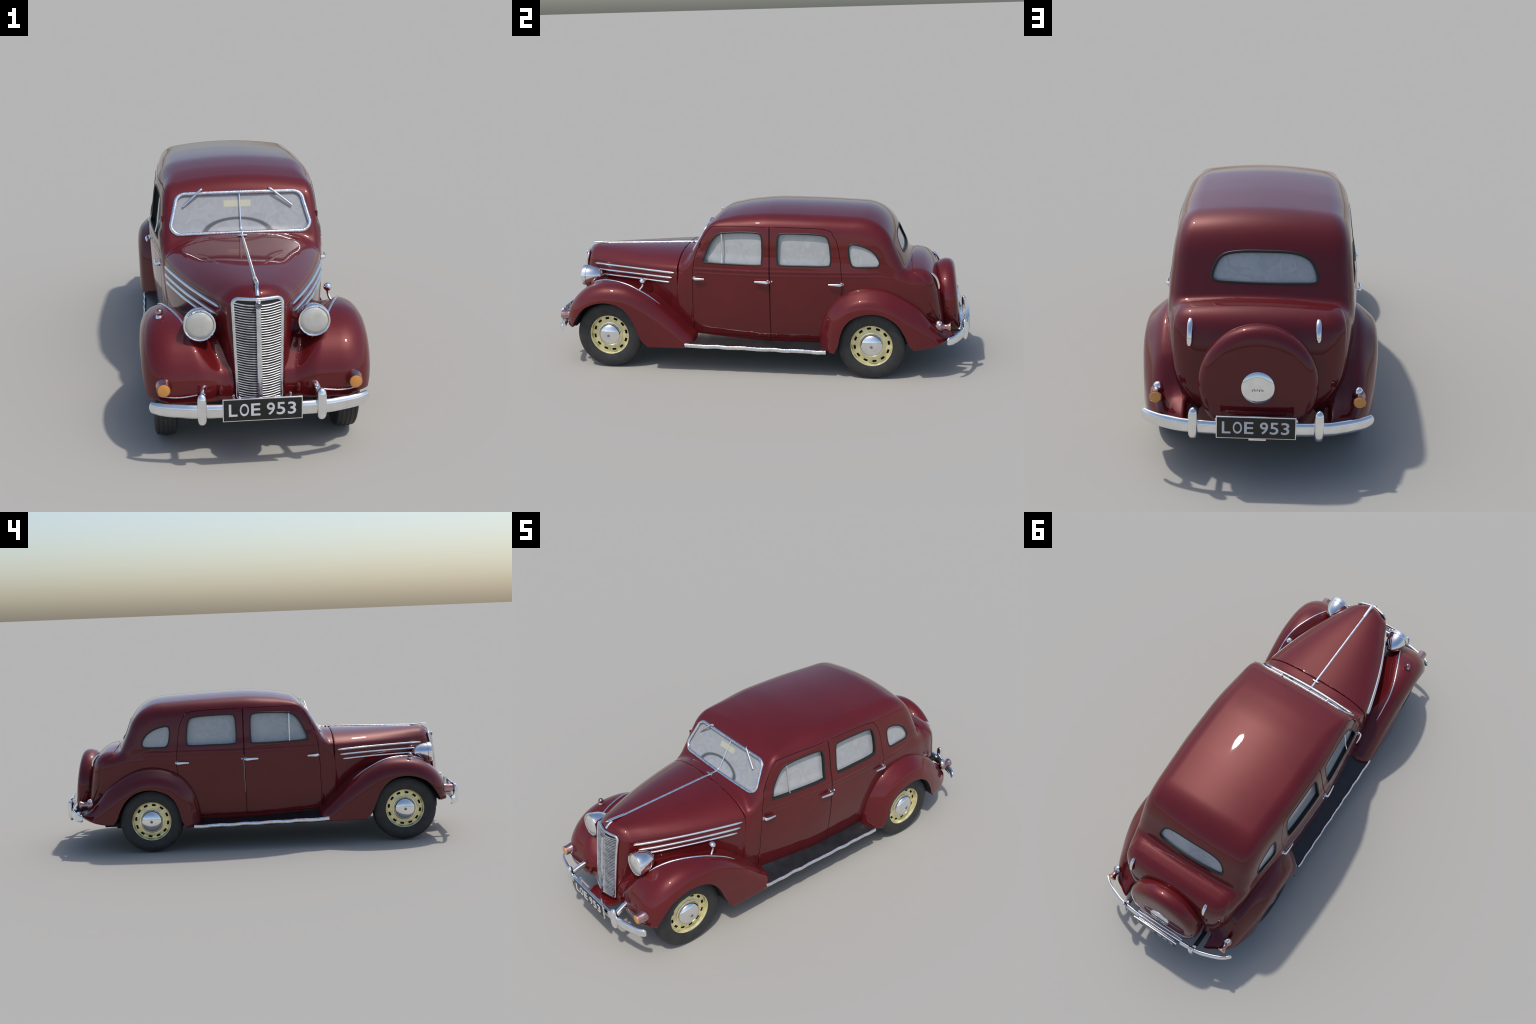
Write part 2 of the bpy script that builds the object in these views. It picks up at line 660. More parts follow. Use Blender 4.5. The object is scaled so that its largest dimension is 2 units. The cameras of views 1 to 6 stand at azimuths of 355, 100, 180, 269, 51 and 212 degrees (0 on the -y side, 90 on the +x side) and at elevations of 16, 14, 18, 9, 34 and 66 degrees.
FRONT_FENDER = open_spline([(-.915, .10), (-.917, .195), (-.915, .242), (-.901, .292), (-.863, .345), (-.805, .388), (-.735, .411), (-.665, .414),
                            (-.605, .407), (-.555, .390), (-.50, .360), (-.443, .317), (-.38, .263), (-.315, .203), (-.275, .163), (-.262, .10)], 7).tolist() \
    + [(-.262, -.08), (-.915, -.08)]
front_profile = polygon_sdf(FRONT_FENDER)
strip_x = curve1([(-.95, .17), (-.88, .19), (-.81, .212), (-.70, .256), (-.60, .291), (-.54, .301), (-.44, .303), (-.30, .304)])
front_outer = curve1([(-.93, .347), (-.80, .360), (-.65, .364), (-.45, .365), (-.25, .364)])
front_hem = curve1([(-.95, .203), (-.86, .195), (-.75, .13), (-.60, .119), (-.2, .119)])


def front_fender_field(x, y, z):
    p = front_profile(y, z)
    d = (0.038 - 0.046 * step((y + .60) / .15)) * step((strip_x(y) + 0.004 - x) / 0.085) * (0.35 + 0.65 * step((y + .92) / .08))
    f = smax(p + d, x - front_outer(y), 0.10 - 0.02 * step((y + .55) / .2))
    f = smax(f, front_hem(y) - 0.012 * step((.315 - x) / .05) * step((-.83 - y) / .04) - z, 0.006)
    return smax(f, .07 - x, 0.01)


REAR_FENDER = [(.334, -.08), (.336, .12)] + open_spline([(.338, .20), (.361, .287), (.409, .352), (.475, .387), (.55, .398), (.63, .382), (.72, .332),
                           (.80, .270), (.86, .224), (.900, .190), (.905, .14)], 7).tolist() + [(.905, -.08)]
rear_profile = polygon_sdf(REAR_FENDER)
rear_outer = curve1([(.30, .368), (.40, .382), (.50, .387), (.62, .385), (.72, .373), (.80, .354), (.90, .318)])
rear_hem = curve1([(.30, .119), (.60, .12), (.74, .142), (.80, .147), (.85, .156), (.90, .180), (.95, .22)])


rear_inner = curve1([(.30, .17), (.83, .17), (.87, .222), (.91, .222), (.95, .208)])


def rear_fender_field(x, y, z):
    """the tail sweeps back and inwards to a tip near the bumper irons"""
    back = 0.048 * step((.335 - x) / 0.13) * step((y - .70) / .15) * step((.255 - z) / .06)
    tail = step((y - .76) / .10)
    p = rear_profile(y - back, z) - 0.022 * step((.365 - x) / 0.06) * (1 - tail) + 0.016 * tail * step((.31 - x) / .05)
    f = smax(p, x - rear_outer(y), 0.08)
    f = smax(f, rear_hem(y - back) - z, 0.012)
    return smax(f, rear_inner(y) - x, 0.012)


FRONT_HUB, REAR_HUB = (-.699, .1595), (.558, .156)
FRONT_ARCH = closed_spline([(-.868, .12), (-.874, .19), (-.826, .272), (-.777, .309), (-.706, .326), (-.634, .312), (-.581, .262),
                            (-.549, .190), (-.529, .145), (-.505, .113), (-.56, .06), (-.70, .03), (-.82, .06)], 10)
REAR_ARCH = closed_spline([(.388, .10), (.411, .165), (.419, .205), (.441, .258), (.483, .296), (.552, .316), (.617, .306), (.670, .271),
                           (.705, .218), (.725, .171), (.750, .128), (.70, .06), (.56, .03), (.43, .05)], 10)


def find_x(F, y, z, lo=0.02, hi=0.5):
    a, b = np.full(np.shape(y), lo, float), np.full(np.shape(y), hi, float)
    for _ in range(40):
        m = (a + b) / 2
        ins = F(m, y, z) < 0
        a, b = np.where(ins, m, a), np.where(ins, b, m)
    return (a + b) / 2


def find_y(F, x, z, lo, hi):
    a, b = np.full(np.shape(x), lo, float), np.full(np.shape(x), hi, float)
    for _ in range(40):
        m = (a + b) / 2
        ins = F(x, m, z) < 0
        a, b = np.where(ins, m, a), np.where(ins, b, m)
    return (a + b) / 2


def find_z(F, x, y, lo, hi):
    a, b = np.full(np.shape(x), lo, float), np.full(np.shape(x), hi, float)
    for _ in range(40):
        m = (a + b) / 2
        ins = F(x, y, m) < 0
        a, b = np.where(ins, m, a), np.where(ins, b, m)
    return (a + b) / 2


# ------------------------------------------------------------------ window and door outlines
WIN_FRONT = closed_spline([(-.228, .531), (-.202, .597), (-.172, .640), (-.135, .659), (-.05, .666), (.03, .665), (.052, .651), (.057, .605),
                           (.055, .534), (.043, .519), (-.08, .518), (-.212, .521)], 8)
WIN_REAR = closed_spline([(.125, .537), (.124, .60), (.129, .651), (.150, .664), (.245, .664), (.335, .657), (.361, .634), (.371, .575),
                          (.371, .532), (.353, .518), (.25, .518), (.141, .520)], 8)
WIN_QUARTER = closed_spline([(.450, .597), (.467, .618), (.523, .606), (.567, .579), (.591, .542), (.588, .521), (.570, .514), (.51, .513),
                             (.473, .516), (.457, .540)], 8)
WIN_BACK = closed_spline([(.157, .572), (.132, .620), (.08, .637), (-.01, .641), (-.10, .637), (-.153, .616), (-.177, .57), (-.165, .549),
                          (-.10, .547), (-.01, .547), (.08, .548), (.147, .551)], 8)
DOOR_FRONT = np.vstack([open_spline([(-.293, .172), (-.288, .30), (-.284, .414), (-.273, .525), (-.239, .617), (-.195, .676), (-.146, .690), (.088, .692)], 8),
                        np.array([(.089, .43), (.085, .168)])])
DOOR_REAR = np.vstack([np.array([(.088, .168), (.092, .43)]),
                       open_spline([(.091, .692), (.335, .684), (.386, .650), (.407, .589), (.419, .491), (.422, .40), (.40, .345), (.352, .27), (.335, .165)], 8)])


def offset_outline(poly, d):
    p = np.asarray(poly)
    t = np.roll(p, -1, 0) - np.roll(p, 1, 0)
    t /= np.linalg.norm(t, axis=1)[:, None] + 1e-9
    area = 0.5 * np.sum(p[:, 0] * np.roll(p[:, 1], -1) - np.roll(p[:, 0], -1) * p[:, 1])
    nrm = np.stack([t[:, 1], -t[:, 0]], 1) * np.sign(area)
    return p + nrm * d


# ------------------------------------------------------------------ bodywork
P, Q = polygonise(body_field, (-.36, -.40, .10), (.36, .93, .80), 0.0065)
Pi, Qi = polygonise(lambda x, y, z: body_field(x, y, z) + 0.026, (-.36, -.40, .10), (.36, .93, .80), 0.011)
shellV = np.vstack([P, Pi])
shellF = Q.tolist() + (Qi[:, ::-1] + len(P)).tolist()
body = obj_from("body", shellV, shellF, PAINT)

doors = []
for outline in (DOOR_FRONT, DOOR_REAR):
    for s in (1, -1):
        d = body.copy()
        d.data = body.data.copy()
        bpy.context.collection.objects.link(d)
        d.name = d.data.name = "door"
        boolean(d, prism(offset_outline(outline, -0.0011), "x", .18 * s, .45 * s), "INTERSECT")
        doors.append(d)
for outline in (DOOR_FRONT, DOOR_REAR):
    for s in (1, -1):
        boolean(body, prism(offset_outline(outline, 0.0011), "x", .18 * s, .45 * s))
for k, outline in enumerate((WIN_FRONT, WIN_REAR)):
    for i, s in enumerate((1, -1)):
        boolean(doors[2 * k + i], prism(outline, "x", .15 * s, .45 * s))
for s in (1, -1):
    boolean(body, prism(WIN_QUARTER, "x", .15 * s, .45 * s))
    boolean(body, prism(REAR_ARCH, "x", .20 * s, .45 * s))
boolean(body, prism(WIN_BACK, "y", .50, .80))

# windscreen opening: rounded rectangle in the sloping plane
U = np.array([0, .503, .864])
O = np.array([0, -.2885, .563])
Nw = np.array([0, -.864, .503])


def screen_outline(d=0.0, n=8):
    half_b, half_t, top, bot, r = .246 - d, .228 - d, .136 - d, -.012 + d, .036
    c = []
    for (cx, cy, a0) in ((half_b - r, bot + r, -90), (half_t - r, top - r, 0), (-half_t + r, top - r, 90), (-half_b + r, bot + r, 180)):
        for a in np.linspace(a0, a0 + 90, n):
            c.append((cx + r * math.cos(math.radians(a)), cy + r * math.sin(math.radians(a))))
    p = np.array(c)
    # subdivide the straights
    out = []
    for i in range(len(p)):
        a, b = p[i], p[(i + 1) % len(p)]
        k = max(1, int(np.linalg.norm(b - a) / 0.012))
        out += [a + (b - a) * t / k for t in range(k)]
    return np.array(out)


def screen_point(uv, off=0.0):
    """point of the windscreen surface, gently bowed like the body front"""
    x, s = uv[..., 0], uv[..., 1]
    p = O + x[..., None] * np.array([1, 0, 0]) + s[..., None] * U
    f = body_field(p[..., 0], p[..., 1], p[..., 2])
    for _ in range(6):
        p = p - f[..., None] * Nw
        f = body_field(p[..., 0], p[..., 1], p[..., 2])
    return p + off * Nw


so = screen_outline()
nso = len(so)
cv = [tuple(O + a * np.array([1, 0, 0]) + b * U + Nw * t) for t in (-.03, .06) for a, b in so]
cf = [tuple(range(nso))[::-1], tuple(range(nso, 2 * nso))] + [(i, (i + 1) % nso, nso + (i + 1) % nso, nso + i) for i in range(nso)]
boolean(body, recalc(obj_from("cutter", cv, cf, PAINT, parent=None, smooth=False)))

for o in [body] + doors:
    field_normals(o, body_field)
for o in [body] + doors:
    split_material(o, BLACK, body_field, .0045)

# boot lid, slightly proud of the tail
def lid_field(x, y, z):
    w = .268 - .050 * step((.36 - z) / .24)
    edge = smax(np.abs(x) - w, z - .516, .085)
    f = smax(body_field(x, y, z) - .0035, edge, .005)
    f = smax(f, .165 - z, .006)
    return smax(f, .735 + 0.5 * (.49 - z) - y, .006)


P, Q = polygonise(lid_field, (-.28, .70, .15), (.28, .92, .52), 0.0055)
lid = obj_from("boot_lid", P, Q, PAINT)
field_normals(lid, lid_field)

# bonnet
P, Q = polygonise(hood_field, (-.32, -.97, .13), (.32, -.33, .60), 0.006)
hood = obj_from("bonnet", P, Q, PAINT)
field_normals(hood, hood_field)

# wings
wings = []
for name, F, lo, hi, arch in (("front_wing", front_fender_field, (.04, -.94, .09), (.40, -.23, .44), FRONT_ARCH),
                              ("rear_wing", rear_fender_field, (.14, .30, .09), (.42, .99, .44), REAR_ARCH)):
    P, Q = polygonise(F, lo, hi, 0.0065)
    w = obj_from(name, P, Q, PAINT)
    boolean(w, prism(offset_outline(arch, .0045 if name == "front_wing" else .002), "x", .19, .5))
    field_normals(w, F)
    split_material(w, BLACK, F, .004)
    wings += [w]
for w in list(wings):
    mirror_x(w)


# ------------------------------------------------------------------ glazing
def pane(name, outline, place, mat, parent, rings=10, depth=-.020):
    """a pane filled with shrinking copies of its outline"""
    c = outline.mean(0)
    n = len(outline)
    vs, fs = [], []
    for side, off in ((0, depth), (1, depth - .004)):
        base = len(vs)
        for r in range(rings):
            k = 1 - r / rings
            vs += list(place(c + (outline - c) * k, off))
        vs += list(place(c[None], off))
        for r in range(rings - 1):
            for i in range(n):
                j = (i + 1) % n
                fs.append((base + r * n + i, base + r * n + j, base + (r + 1) * n + j, base + (r + 1) * n + i))
        for i in range(n):
            fs.append((base + (rings - 1) * n + i, base + (rings - 1) * n + (i + 1) % n, base + rings * n))
    m = rings * n + 1
    for i in range(n):
        fs.append((i, m + i, m + (i + 1) % n, (i + 1) % n))
    return sharp_by_angle(recalc(obj_from(name, vs, fs, mat, parent)), 50)


def side_place(s):
    def f(p, off):
        x = find_x(body_field, p[:, 0], p[:, 1], .15, .45) + off
        return np.stack([s * x, p[:, 0], p[:, 1]], 1)
    return f


def back_place(p, off):
    y = find_y(body_field, p[:, 0], p[:, 1], .4, .9) + off * 1.1
    return np.stack([p[:, 0], y, p[:, 1]], 1)


def ring_tube(name, pts, a, b, mat, parent, n=8):
    nrm = gradient(body_field, np.asarray(pts))
    return sweep(name, pts, oval(a, b, n), mat, parent, closed=True, ups=nrm)


for i, s in enumerate((1, -1)):
    for outline, par in ((WIN_FRONT, doors[i]), (WIN_REAR, doors[2 + i]), (WIN_QUARTER, body)):
        pane("window_pane", offset_outline(outline, .001), side_place(s), GLASS, par, depth=-.008 if par is body else -.019)
        ring_tube("window_seal", side_place(s)(offset_outline(outline, -.0005), -.0012), .0042, .0026, GASKET, par)
    zz = np.linspace(.519, .662, 12)
    yy = np.full(12, -.137) + 0.001 * np.linspace(1, -1, 12)
    x = find_x(body_field, yy, zz, .15, .45) - .0025
    sweep("quarter_light_bar", np.stack([s * x, yy, zz], 1), oval(.0032, .003, 8), CHROME, doors[i], up=(1, 0, 0))
pane("window_pane", offset_outline(WIN_BACK, .001), back_place, GLASS, body, depth=-.009)
ring_tube("window_seal", back_place(offset_outline(WIN_BACK, -.0005), -.0012), .0050, .0028, GASKET, body)

pane("windscreen", screen_outline(-.001), lambda p, off: screen_point(p, off), WINDSCREEN_GLASS, body, rings=12, depth=-.006)
ring_tube("windscreen_frame", screen_point(screen_outline(-.001), .001), .0068, .0048, ROUGH_CHROME, body, 10)
uv = np.stack([np.zeros(20), np.linspace(-.010, .134, 20)], 1)
sweep("windscreen_bar", screen_point(uv, -.002), oval(.0034, .0036, 8), CHROME, body, up=tuple(Nw))

for a, b in (((-.1318, -.2188, .6962), (-.2021, -.2381, .6372)), ((.1059, -.2143, .6937), (.1876, -.2444, .6328))):
    a, b = np.array(a), np.array(b)
    mid = a + (b - a) * .35
    path = open_spline([a + Nw * -.002, a + (b - a) * .06 + Nw * .007, mid + Nw * .007, b + Nw * .004], 6)
    w = sweep("wiper", path, oval(.0040, .0030, 8), CHROME, body, up=tuple(Nw))

# ------------------------------------------------------------------ bonnet fittings
ys = np.linspace(-.80, -.296, 60)
zz = find_z(lambda x, y, z: np.where(y < -.357, hood_field(x, y, z), body_field(x, y, z)), np.zeros(60), ys, .45, .62)
sweep("bonnet_strip", np.stack([0 * ys, ys, zz + .001], 1), oval(.0050, .0036, 8), ROUGH_CHROME, hood)
rounded_box("bonnet_clip", (.034, .008, .007), (0, -.343, .5545), ROUGH_CHROME, hood, .0025)
path = open_spline([(0, -.874, .543), (0, -.86, .5435), (0, -.82, .5425), (0, -.786, .5405)], 8)
sweep("mascot", path, oval(.0068, .0032, 12), CHROME, hood, scale=np.concatenate([np.linspace(.35, 1, 12), np.ones(len(path) - 12)]))
ys = np.linspace(-.845, float(grille_nose(.505)) + .004, 14)
zz = find_z(hood_field, 0 * ys, ys, .40, .60)
sweep("mascot_foot", np.stack([0 * ys, ys - .001, zz + .001], 1), oval(.0055, .0036, 10), CHROME, hood, up=(0, -.5, .8))

for k, (y0, z0, y1, z1) in enumerate(((-.819, .462, -.376, .462), (-.803, .434, -.388, .438), (-.772, .412, -.402, .415))):
    ys = np.linspace(y0, y1, 40)
    zz = np.linspace(z0, z1, 40) + 0.004 * np.sin(np.linspace(0, math.pi, 40))
    for s in (1, -1):
        x = find_x(hood_field, ys, zz, .02, .4) + .0015
        sweep("bonnet_bar", np.stack([s * x, ys, zz], 1), oval(.0062, .0056, 10), CHROME, hood, up=(0, 0, 1), scale=end_taper(40, 2, .5))

# grille
ZB, ZT = .197, .503


def grille_half(z):
    return .0665 + (z - ZB) / (ZT - ZB) * .0085


def grille_face(x, z):
    return grille_nose(z) + 0.34 * (np.sqrt(np.asarray(x, float) ** 2 + .0004) - .02) - .001


def grille_outline(inset=0.0):
    pts = []
    r = .018
    hb, ht = float(grille_half(ZB)) - inset, float(grille_half(ZT)) - inset
    for cx, cz, a0 in ((hb - r * .5, ZB + inset + r * .5, -90), (ht - r, ZT - inset - r, 0), (-ht + r, ZT - inset - r, 90), (-hb + r * .5, ZB + inset + r * .5, 180)):
        rr = r * .5 if cz < .3 else r
        for a in np.linspace(a0, a0 + 90, 7):
            pts.append((cx + rr * math.cos(math.radians(a)), cz + rr * math.sin(math.radians(a))))
    out = []
    for i in range(len(pts)):
        a, b = np.array(pts[i]), np.array(pts[(i + 1) % len(pts)])
        k = max(1, int(np.linalg.norm(b - a) / .008))
        out += [a + (b - a) * t / k for t in range(k)]
    return np.array(out)


grille = pane("grille", grille_outline(.001), lambda p, off: np.stack([p[:, 0], grille_face(p[:, 0], p[:, 1]) + (off + .005) * .5 - .0012, p[:, 1]], 1), DARK_GRILLE, ROOT, 8, -.005)
go = grille_outline()
gp = np.stack([go[:, 0], grille_face(go[:, 0], go[:, 1]) - .004, go[:, 1]], 1)
sweep("grille_frame", gp, oval(.0062, .0058, 10), ROUGH_CHROME, grille, up=(0, -1, 0), closed=True)
zs = np.linspace(ZB, ZT - .004, 30)
sweep("grille_bar", np.stack([0 * zs, grille_face(0 * zs, zs) - .007, zs], 1), oval(.0082, .0062, 10, 3), ROUGH_CHROME, grille, up=(0, -1, 0))
NS = 38
slat = None
for i in range(NS):
    z = ZB + .010 + (ZT - ZB - .026) * i / (NS - 1)
    for s in (1, -1):
        xs = np.linspace(.006, float(grille_half(z)) - .004, 8)
        zz = z + .0022 * np.sin(np.linspace(0, math.pi, 8)) * -1 + rng.normal(0, .0003) + np.linspace(-.002, .003, 8)
        sweep("grille_slat", np.stack([s * xs, grille_face(xs, zz) - .004, zz], 1), oval(.0034, .0016, 6), SLAT, grille, up=(0, -.35, 1))
lathe("grille_badge", [(0, 0), (-.003, .004), (-.003, .0085), (-.001, .0105), (.006, .0105)], EMBLEM, 24, "y", (0, float(grille_face(0, .488)) - .0145, .488), grille)

# headlamps
for s in (1, -1):
    c = Vector((s * .175, -.857, .418))
    rot = Matrix.Rotation(math.radians(-3), 3, "X")
    prof = [(.006, .0425), (-.0015, .0440), (-.003, .0470), (-.002, .0490), (.004, .0510), (.018, .0505), (.020, .0480), (.030, .0475), (.050, .0435), (.070, .035), (.085, .023), (.093, .010), (.095, 0)]
    lamp = lathe("headlamp", prof, CHROME, 48, "y", c, ROOT, rot=rot)
    lathe("headlamp_lens", [(-.0065, 0), (-.006, .015), (-.0045, .030), (-.002, .040), (.003, .0438)], LENS, 48, "y", c, lamp, rot=rot)
    rounded_box("headlamp_bracket", (.022, .040, .070), (s * .178, -.812, .352), PAINT, lamp, .008)
    path = open_spline([(s * .165, -.80, .412), (s * .14, -.79, .41), (s * .11, -.785, .408)], 6)
    sweep("headlamp_stay", path, oval(.011, .009, 10), PAINT, lamp)

# ------------------------------------------------------------------ wing fittings
ys = np.linspace(-.815, -.443, 50)
xs = strip_x(ys)
zz = find_z(front_fender_field, xs, ys, .15, .5)
for s in (1, -1):
    sweep("wing_strip", np.stack([s * xs, ys, zz + .001], 1), oval(.0038, .0032, 8), ROUGH_CHROME, ROOT, scale=end_taper(50, 5, .2))

mirror = ball("wing_mirror", (.270, -.534, .417), .0145, CHROME)
path = open_spline([(.270, -.534, .405), (.272, -.536, .392), (.276, -.545, .380), (.285, -.552, .372)], 6)
sweep("mirror_stalk", path, oval(.005, .005, 8), CHROME, mirror, up=(0, 1, 0))
z0 = float(find_z(front_fender_field, np.array([.296]), np.array([-.732]), .2, .5)[0])
lamp = ball("side_lamp", (-.296, -.732, .4225), .0125, ROSE_METAL)
lathe("side_lamp_foot", [(-.004, .012), (.004, .010), (.010, .005), (.022, .005)], CHROME, 20, "z", (-.296, -.732, z0), lamp)

for s in (1, -1):
    # front indicators, on stalks off the wing nose
    y_hit = float(find_y(lambda x, y, z: -front_fender_field(x, y, z), np.array([.29]), np.array([.247]), -.98, -.80)[0])
    ind = lathe("indicator", [(y_hit + .012, .0250), (y_hit - .003, .0245), (y_hit - .008, .0220), (-.938, .0212), (-.941, .0204), (-.940, .0188)], ROSE_METAL, 32, "y", (s * .29, 0, .2475))
    lathe("indicator_lens", [(-.944, 0), (-.9435, .012), (-.9425, .0176), (-.939, .0196), (-.935, .0196)], AMBER, 32, "y", (s * .29, 0, .2475), ind)
    # rear indicators, spool shaped
    ind = lathe("indicator", [(.845, .012), (.856, .0205), (.866, .0210), (.873, .014), (.885, .012), (.895, .0140), (.903, .0192), (.908, .0196), (.909, .0182)],
                ROSE_METAL, 32, "y", (s * .310, 0, .247))
    lathe("indicator_lens", [(.903, .0186), (.908, .0186), (.911, .0160), (.912, .008), (.912, 0)], AMBER, 32, "y", (s * .310, 0, .247), ind)
    ball("indicator_cap", (s * .308, .858, .260), .015, CHROME, ind)

# ------------------------------------------------------------------ running boards
for s in (1, -1):
    sec = [(.262, .172), (.268, .166), (.30, .151), (.352, .137), (.357, .135), (.357, .122), (.352, .118), (.262, .118)]
    n = 40
    ys = np.linspace(-.318, .352, n)
    v, f = [], []
    for y in ys:
        for a, b in sec:
            t = (y + .318) / .67
            v.append((s * (a + .004 * t), y, b - .010 * t + .002))
    m = len(sec)
    for i in range(n - 1):
        for j in range(m):
            f.append((i * m + j, i * m + (j + 1) % m, (i + 1) * m + (j + 1) % m, (i + 1) * m + j))
    f += [tuple(range(m)), tuple((n - 1) * m + j for j in range(m))]
    rb = sharp_by_angle(recalc(obj_from("running_board", v, f, MAT_RUBBER)), 40)
    t = np.linspace(0, 1, 90)
    px = .359 + .004 * t + 0.0012 * np.sin(t * 47) + rng.normal(0, .0005, 90)
    pz = .133 - .010 * t + .0012 * np.sin(t * 31 + 1) + rng.normal(0, .0004, 90)
    sweep("running_board_trim", np.stack([s * px, -.316 + .666 * t, pz], 1), oval(.0055, .0095, 10, 2.6), ROUGH_CHROME, rb)

# ------------------------------------------------------------------ wheels
def build_wheel(hub, x_out, side, R):
    y, z = hub
    c = (side * x_out, y, z)
    w = .068
    k = -side  # inward direction along x
    tread = []
    for i in range(25):
        q = i / 24
        a = .007 + q * (w - .014)
        dome = R - .004 * (2 * q - 1) ** 2
        groove = .0022 if i % 6 in (2, 3) and 1 < i < 23 else 0
        tread.append((k * a, dome - groove))
    prof = [(k * .008, .094), (k * .002, .098), (k * .000, .105), (k * -.004, .120), (k * -.003, R - .022), (k * .001, R - .010), (k * .004, R - .0055)] + tread \
        + [(k * (w - .004), R - .006), (k * (w + .002), .13), (k * (w + .001), .10), (k * (w - .006), .094)]
    wheel = lathe("wheel", prof, RUBBER, 96, "x", c, ROOT)
    wheel.name = "wheel"
    # tread blocks
    rim = [(k * .014, .0985), (k * .008, .0978), (k * .005, .0955), (k * .007, .0925), (k * .016, .0895), (k * .022, .0875), (k * .023, .0845), (k * .022, .074), (k * .020, .064),
           (k * .021, .058), (k * .021, .050), (k * .027, .050), (k * .029, .078), (k * .031, .088), (k * .031, .0985)]
    rimo = lathe("rim", rim, CREAM, 96, "x", c, wheel, closed=True)
    cut = []
    for i in range(12):
        a = 2 * math.pi * (i + .3) / 12
        rot = Matrix.Rotation(a, 3, "X")
        p = Vector(c) + rot @ Vector((0, 0, .0788))
        cut.append(rounded_box("cutter", (.06, .0195, .0105), p, DARK_GRILLE, None, .0028, rot))
    cut = join("cutter", cut, None)
    boolean(rimo, cut, transfer=True)
    sharp_by_angle(rimo, 35)
    back = lathe("wheel_back", [(k * .036, 0), (k * .036, .096)], BLACK, 48, "x", c, wheel)
    dome = [(k * .024, .0600), (k * .018, .0598), (k * .0155, .0588), (k * .0150, .0560), (k * .0140, .0550)]
    for t in np.linspace(.05, 1, 12):
        dome.append((k * (.0135 - .0265 * math.sin(t * math.pi / 2)), .0548 * math.cos(t * math.pi / 2)))
    cap = lathe("hub_cap", dome, CHROME, 64, "x", c, wheel)
    ex = c[0] + side * .0128
    em = [rounded_box("m", (.003, .0035, .015), (ex, y, z + .001), EMBLEM, None, .0012),
          rounded_box("m", (.003, .012, .004), (ex, y, z - .004), EMBLEM, None, .0012),
          ball("m", (ex, y - .0042, z + .001), .0036, EMBLEM, None, (.5, 1, 1)),
          ball("m", (ex, y + .0042, z + .001), .0036, EMBLEM, None, (.5, 1, 1))]
    join("hub_emblem", em, wheel)
    return wheel


for hub, xo, R in ((FRONT_HUB, .321, .1595), (REAR_HUB, .351, .156)):
    for s in (1, -1):
        build_wheel(hub, xo, s, R)

# ------------------------------------------------------------------ spare wheel cover
ROT = Matrix.Rotation(math.radians(6.5), 3, "X")
SC = Vector((-.002, .944, .306))
prof = [(.003, 0), (.003, .05), (.002, .11), (.000, .146), (-.004, .162), (-.012, .174), (-.025, .1815), (-.045, .184), (-.070, .179), (-.084, .168), (-.090, .15), (-.090, .10)]
spare = lathe("spare_wheel_cover", prof, PAINT, 96, "y", SC, ROOT, rot=ROT)
lathe("spare_wheel_disc", [(.010, 0), (.010, .030), (.009, .044), (.006, .0495), (-.001, .051)], CHROME, 64, "y", SC, spare, rot=ROT)
for i in range(7):
    c = SC + ROT @ Vector((.016 - i * .0052, .0104, -.007 + .0015 * (i % 2)))
    rounded_box("disc_letter", (.0028, .0012, .0055 + .002 * (i % 3 == 1)), c, EMBLEM, spare, .0005, ROT)

# ------------------------------------------------------------------ boot handles
for x, a, b in ((.211, (.812, .470), (.846, .396)), (-.180, (.812, .476), (.843, .418))):
    zs = np.linspace(a[1], b[1], 14)
    yb = find_y(body_field, np.full(14, x), zs, .6, .95) + .003
    path = np.stack([np.full(14, x), yb + .004 + .006 * np.sin(np.linspace(.3, math.pi - .3, 14)), zs], 1)
    sweep("boot_hinge", path, oval(.0085, .006, 12, 3), CHROME, ROOT, up=(0, .8, .6), scale=end_taper(14, 2, .6))

# ------------------------------------------------------------------ door handles
for root_y, tip_y, z in ((-.273, -.222, .443), (.084, .022, .443), (.422, .362, .436)):
    for s in (1, -1):
        d = 1 if tip_y > root_y else -1
        xb = float(find_x(body_field, np.array([root_y]), np.array([z]), .15, .45)[0])
        xt = float(find_x(body_field, np.array([tip_y]), np.array([z]), .15, .45)[0])
        path = open_spline([(s * (xb - .004), root_y, z), (s * (xb + .008), root_y, z), (s * (xb + .0135), root_y + d * .006, z),
                            (s * ((xb + xt) / 2 + .0135), (root_y + tip_y) / 2, z + .001), (s * (xt + .011), tip_y, z + .001)], 5)
        n = len(path)
        h = sweep("door_handle", path, oval(.0055, .0078, 10), CHROME, ROOT, up=(0, 0, 1), scale=np.concatenate([np.ones(n - 10), np.linspace(1, .55, 10)]))
        lathe("handle_rose", [(-.004, .009), (.003, .0085), (.005, .006), (.005, 0)], CHROME, 20, "x", (0, 0, 0), h).data.transform(
            Matrix.Translation((s * xb, root_y, z)) @ Matrix.Scale(s, 4, (1, 0, 0)))
for s in (1, -1):
    xb = float(find_x(body_field, np.array([.102]), np.array([.446]), .15, .45)[0])
    ball("door_lock", (s * (xb + .002), .102, .446), .0045, CHROME)
    for z in (.235, .60):
        yh = -.291 if z < .4 else -.246
        xb = float(find_x(body_field, np.array([yh]), np.array([z]), .15, .45)[0])
        rounded_box("door_hinge", (.010, .007, .022), (s * (xb + .001), yh, z), PAINT, ROOT, .002)

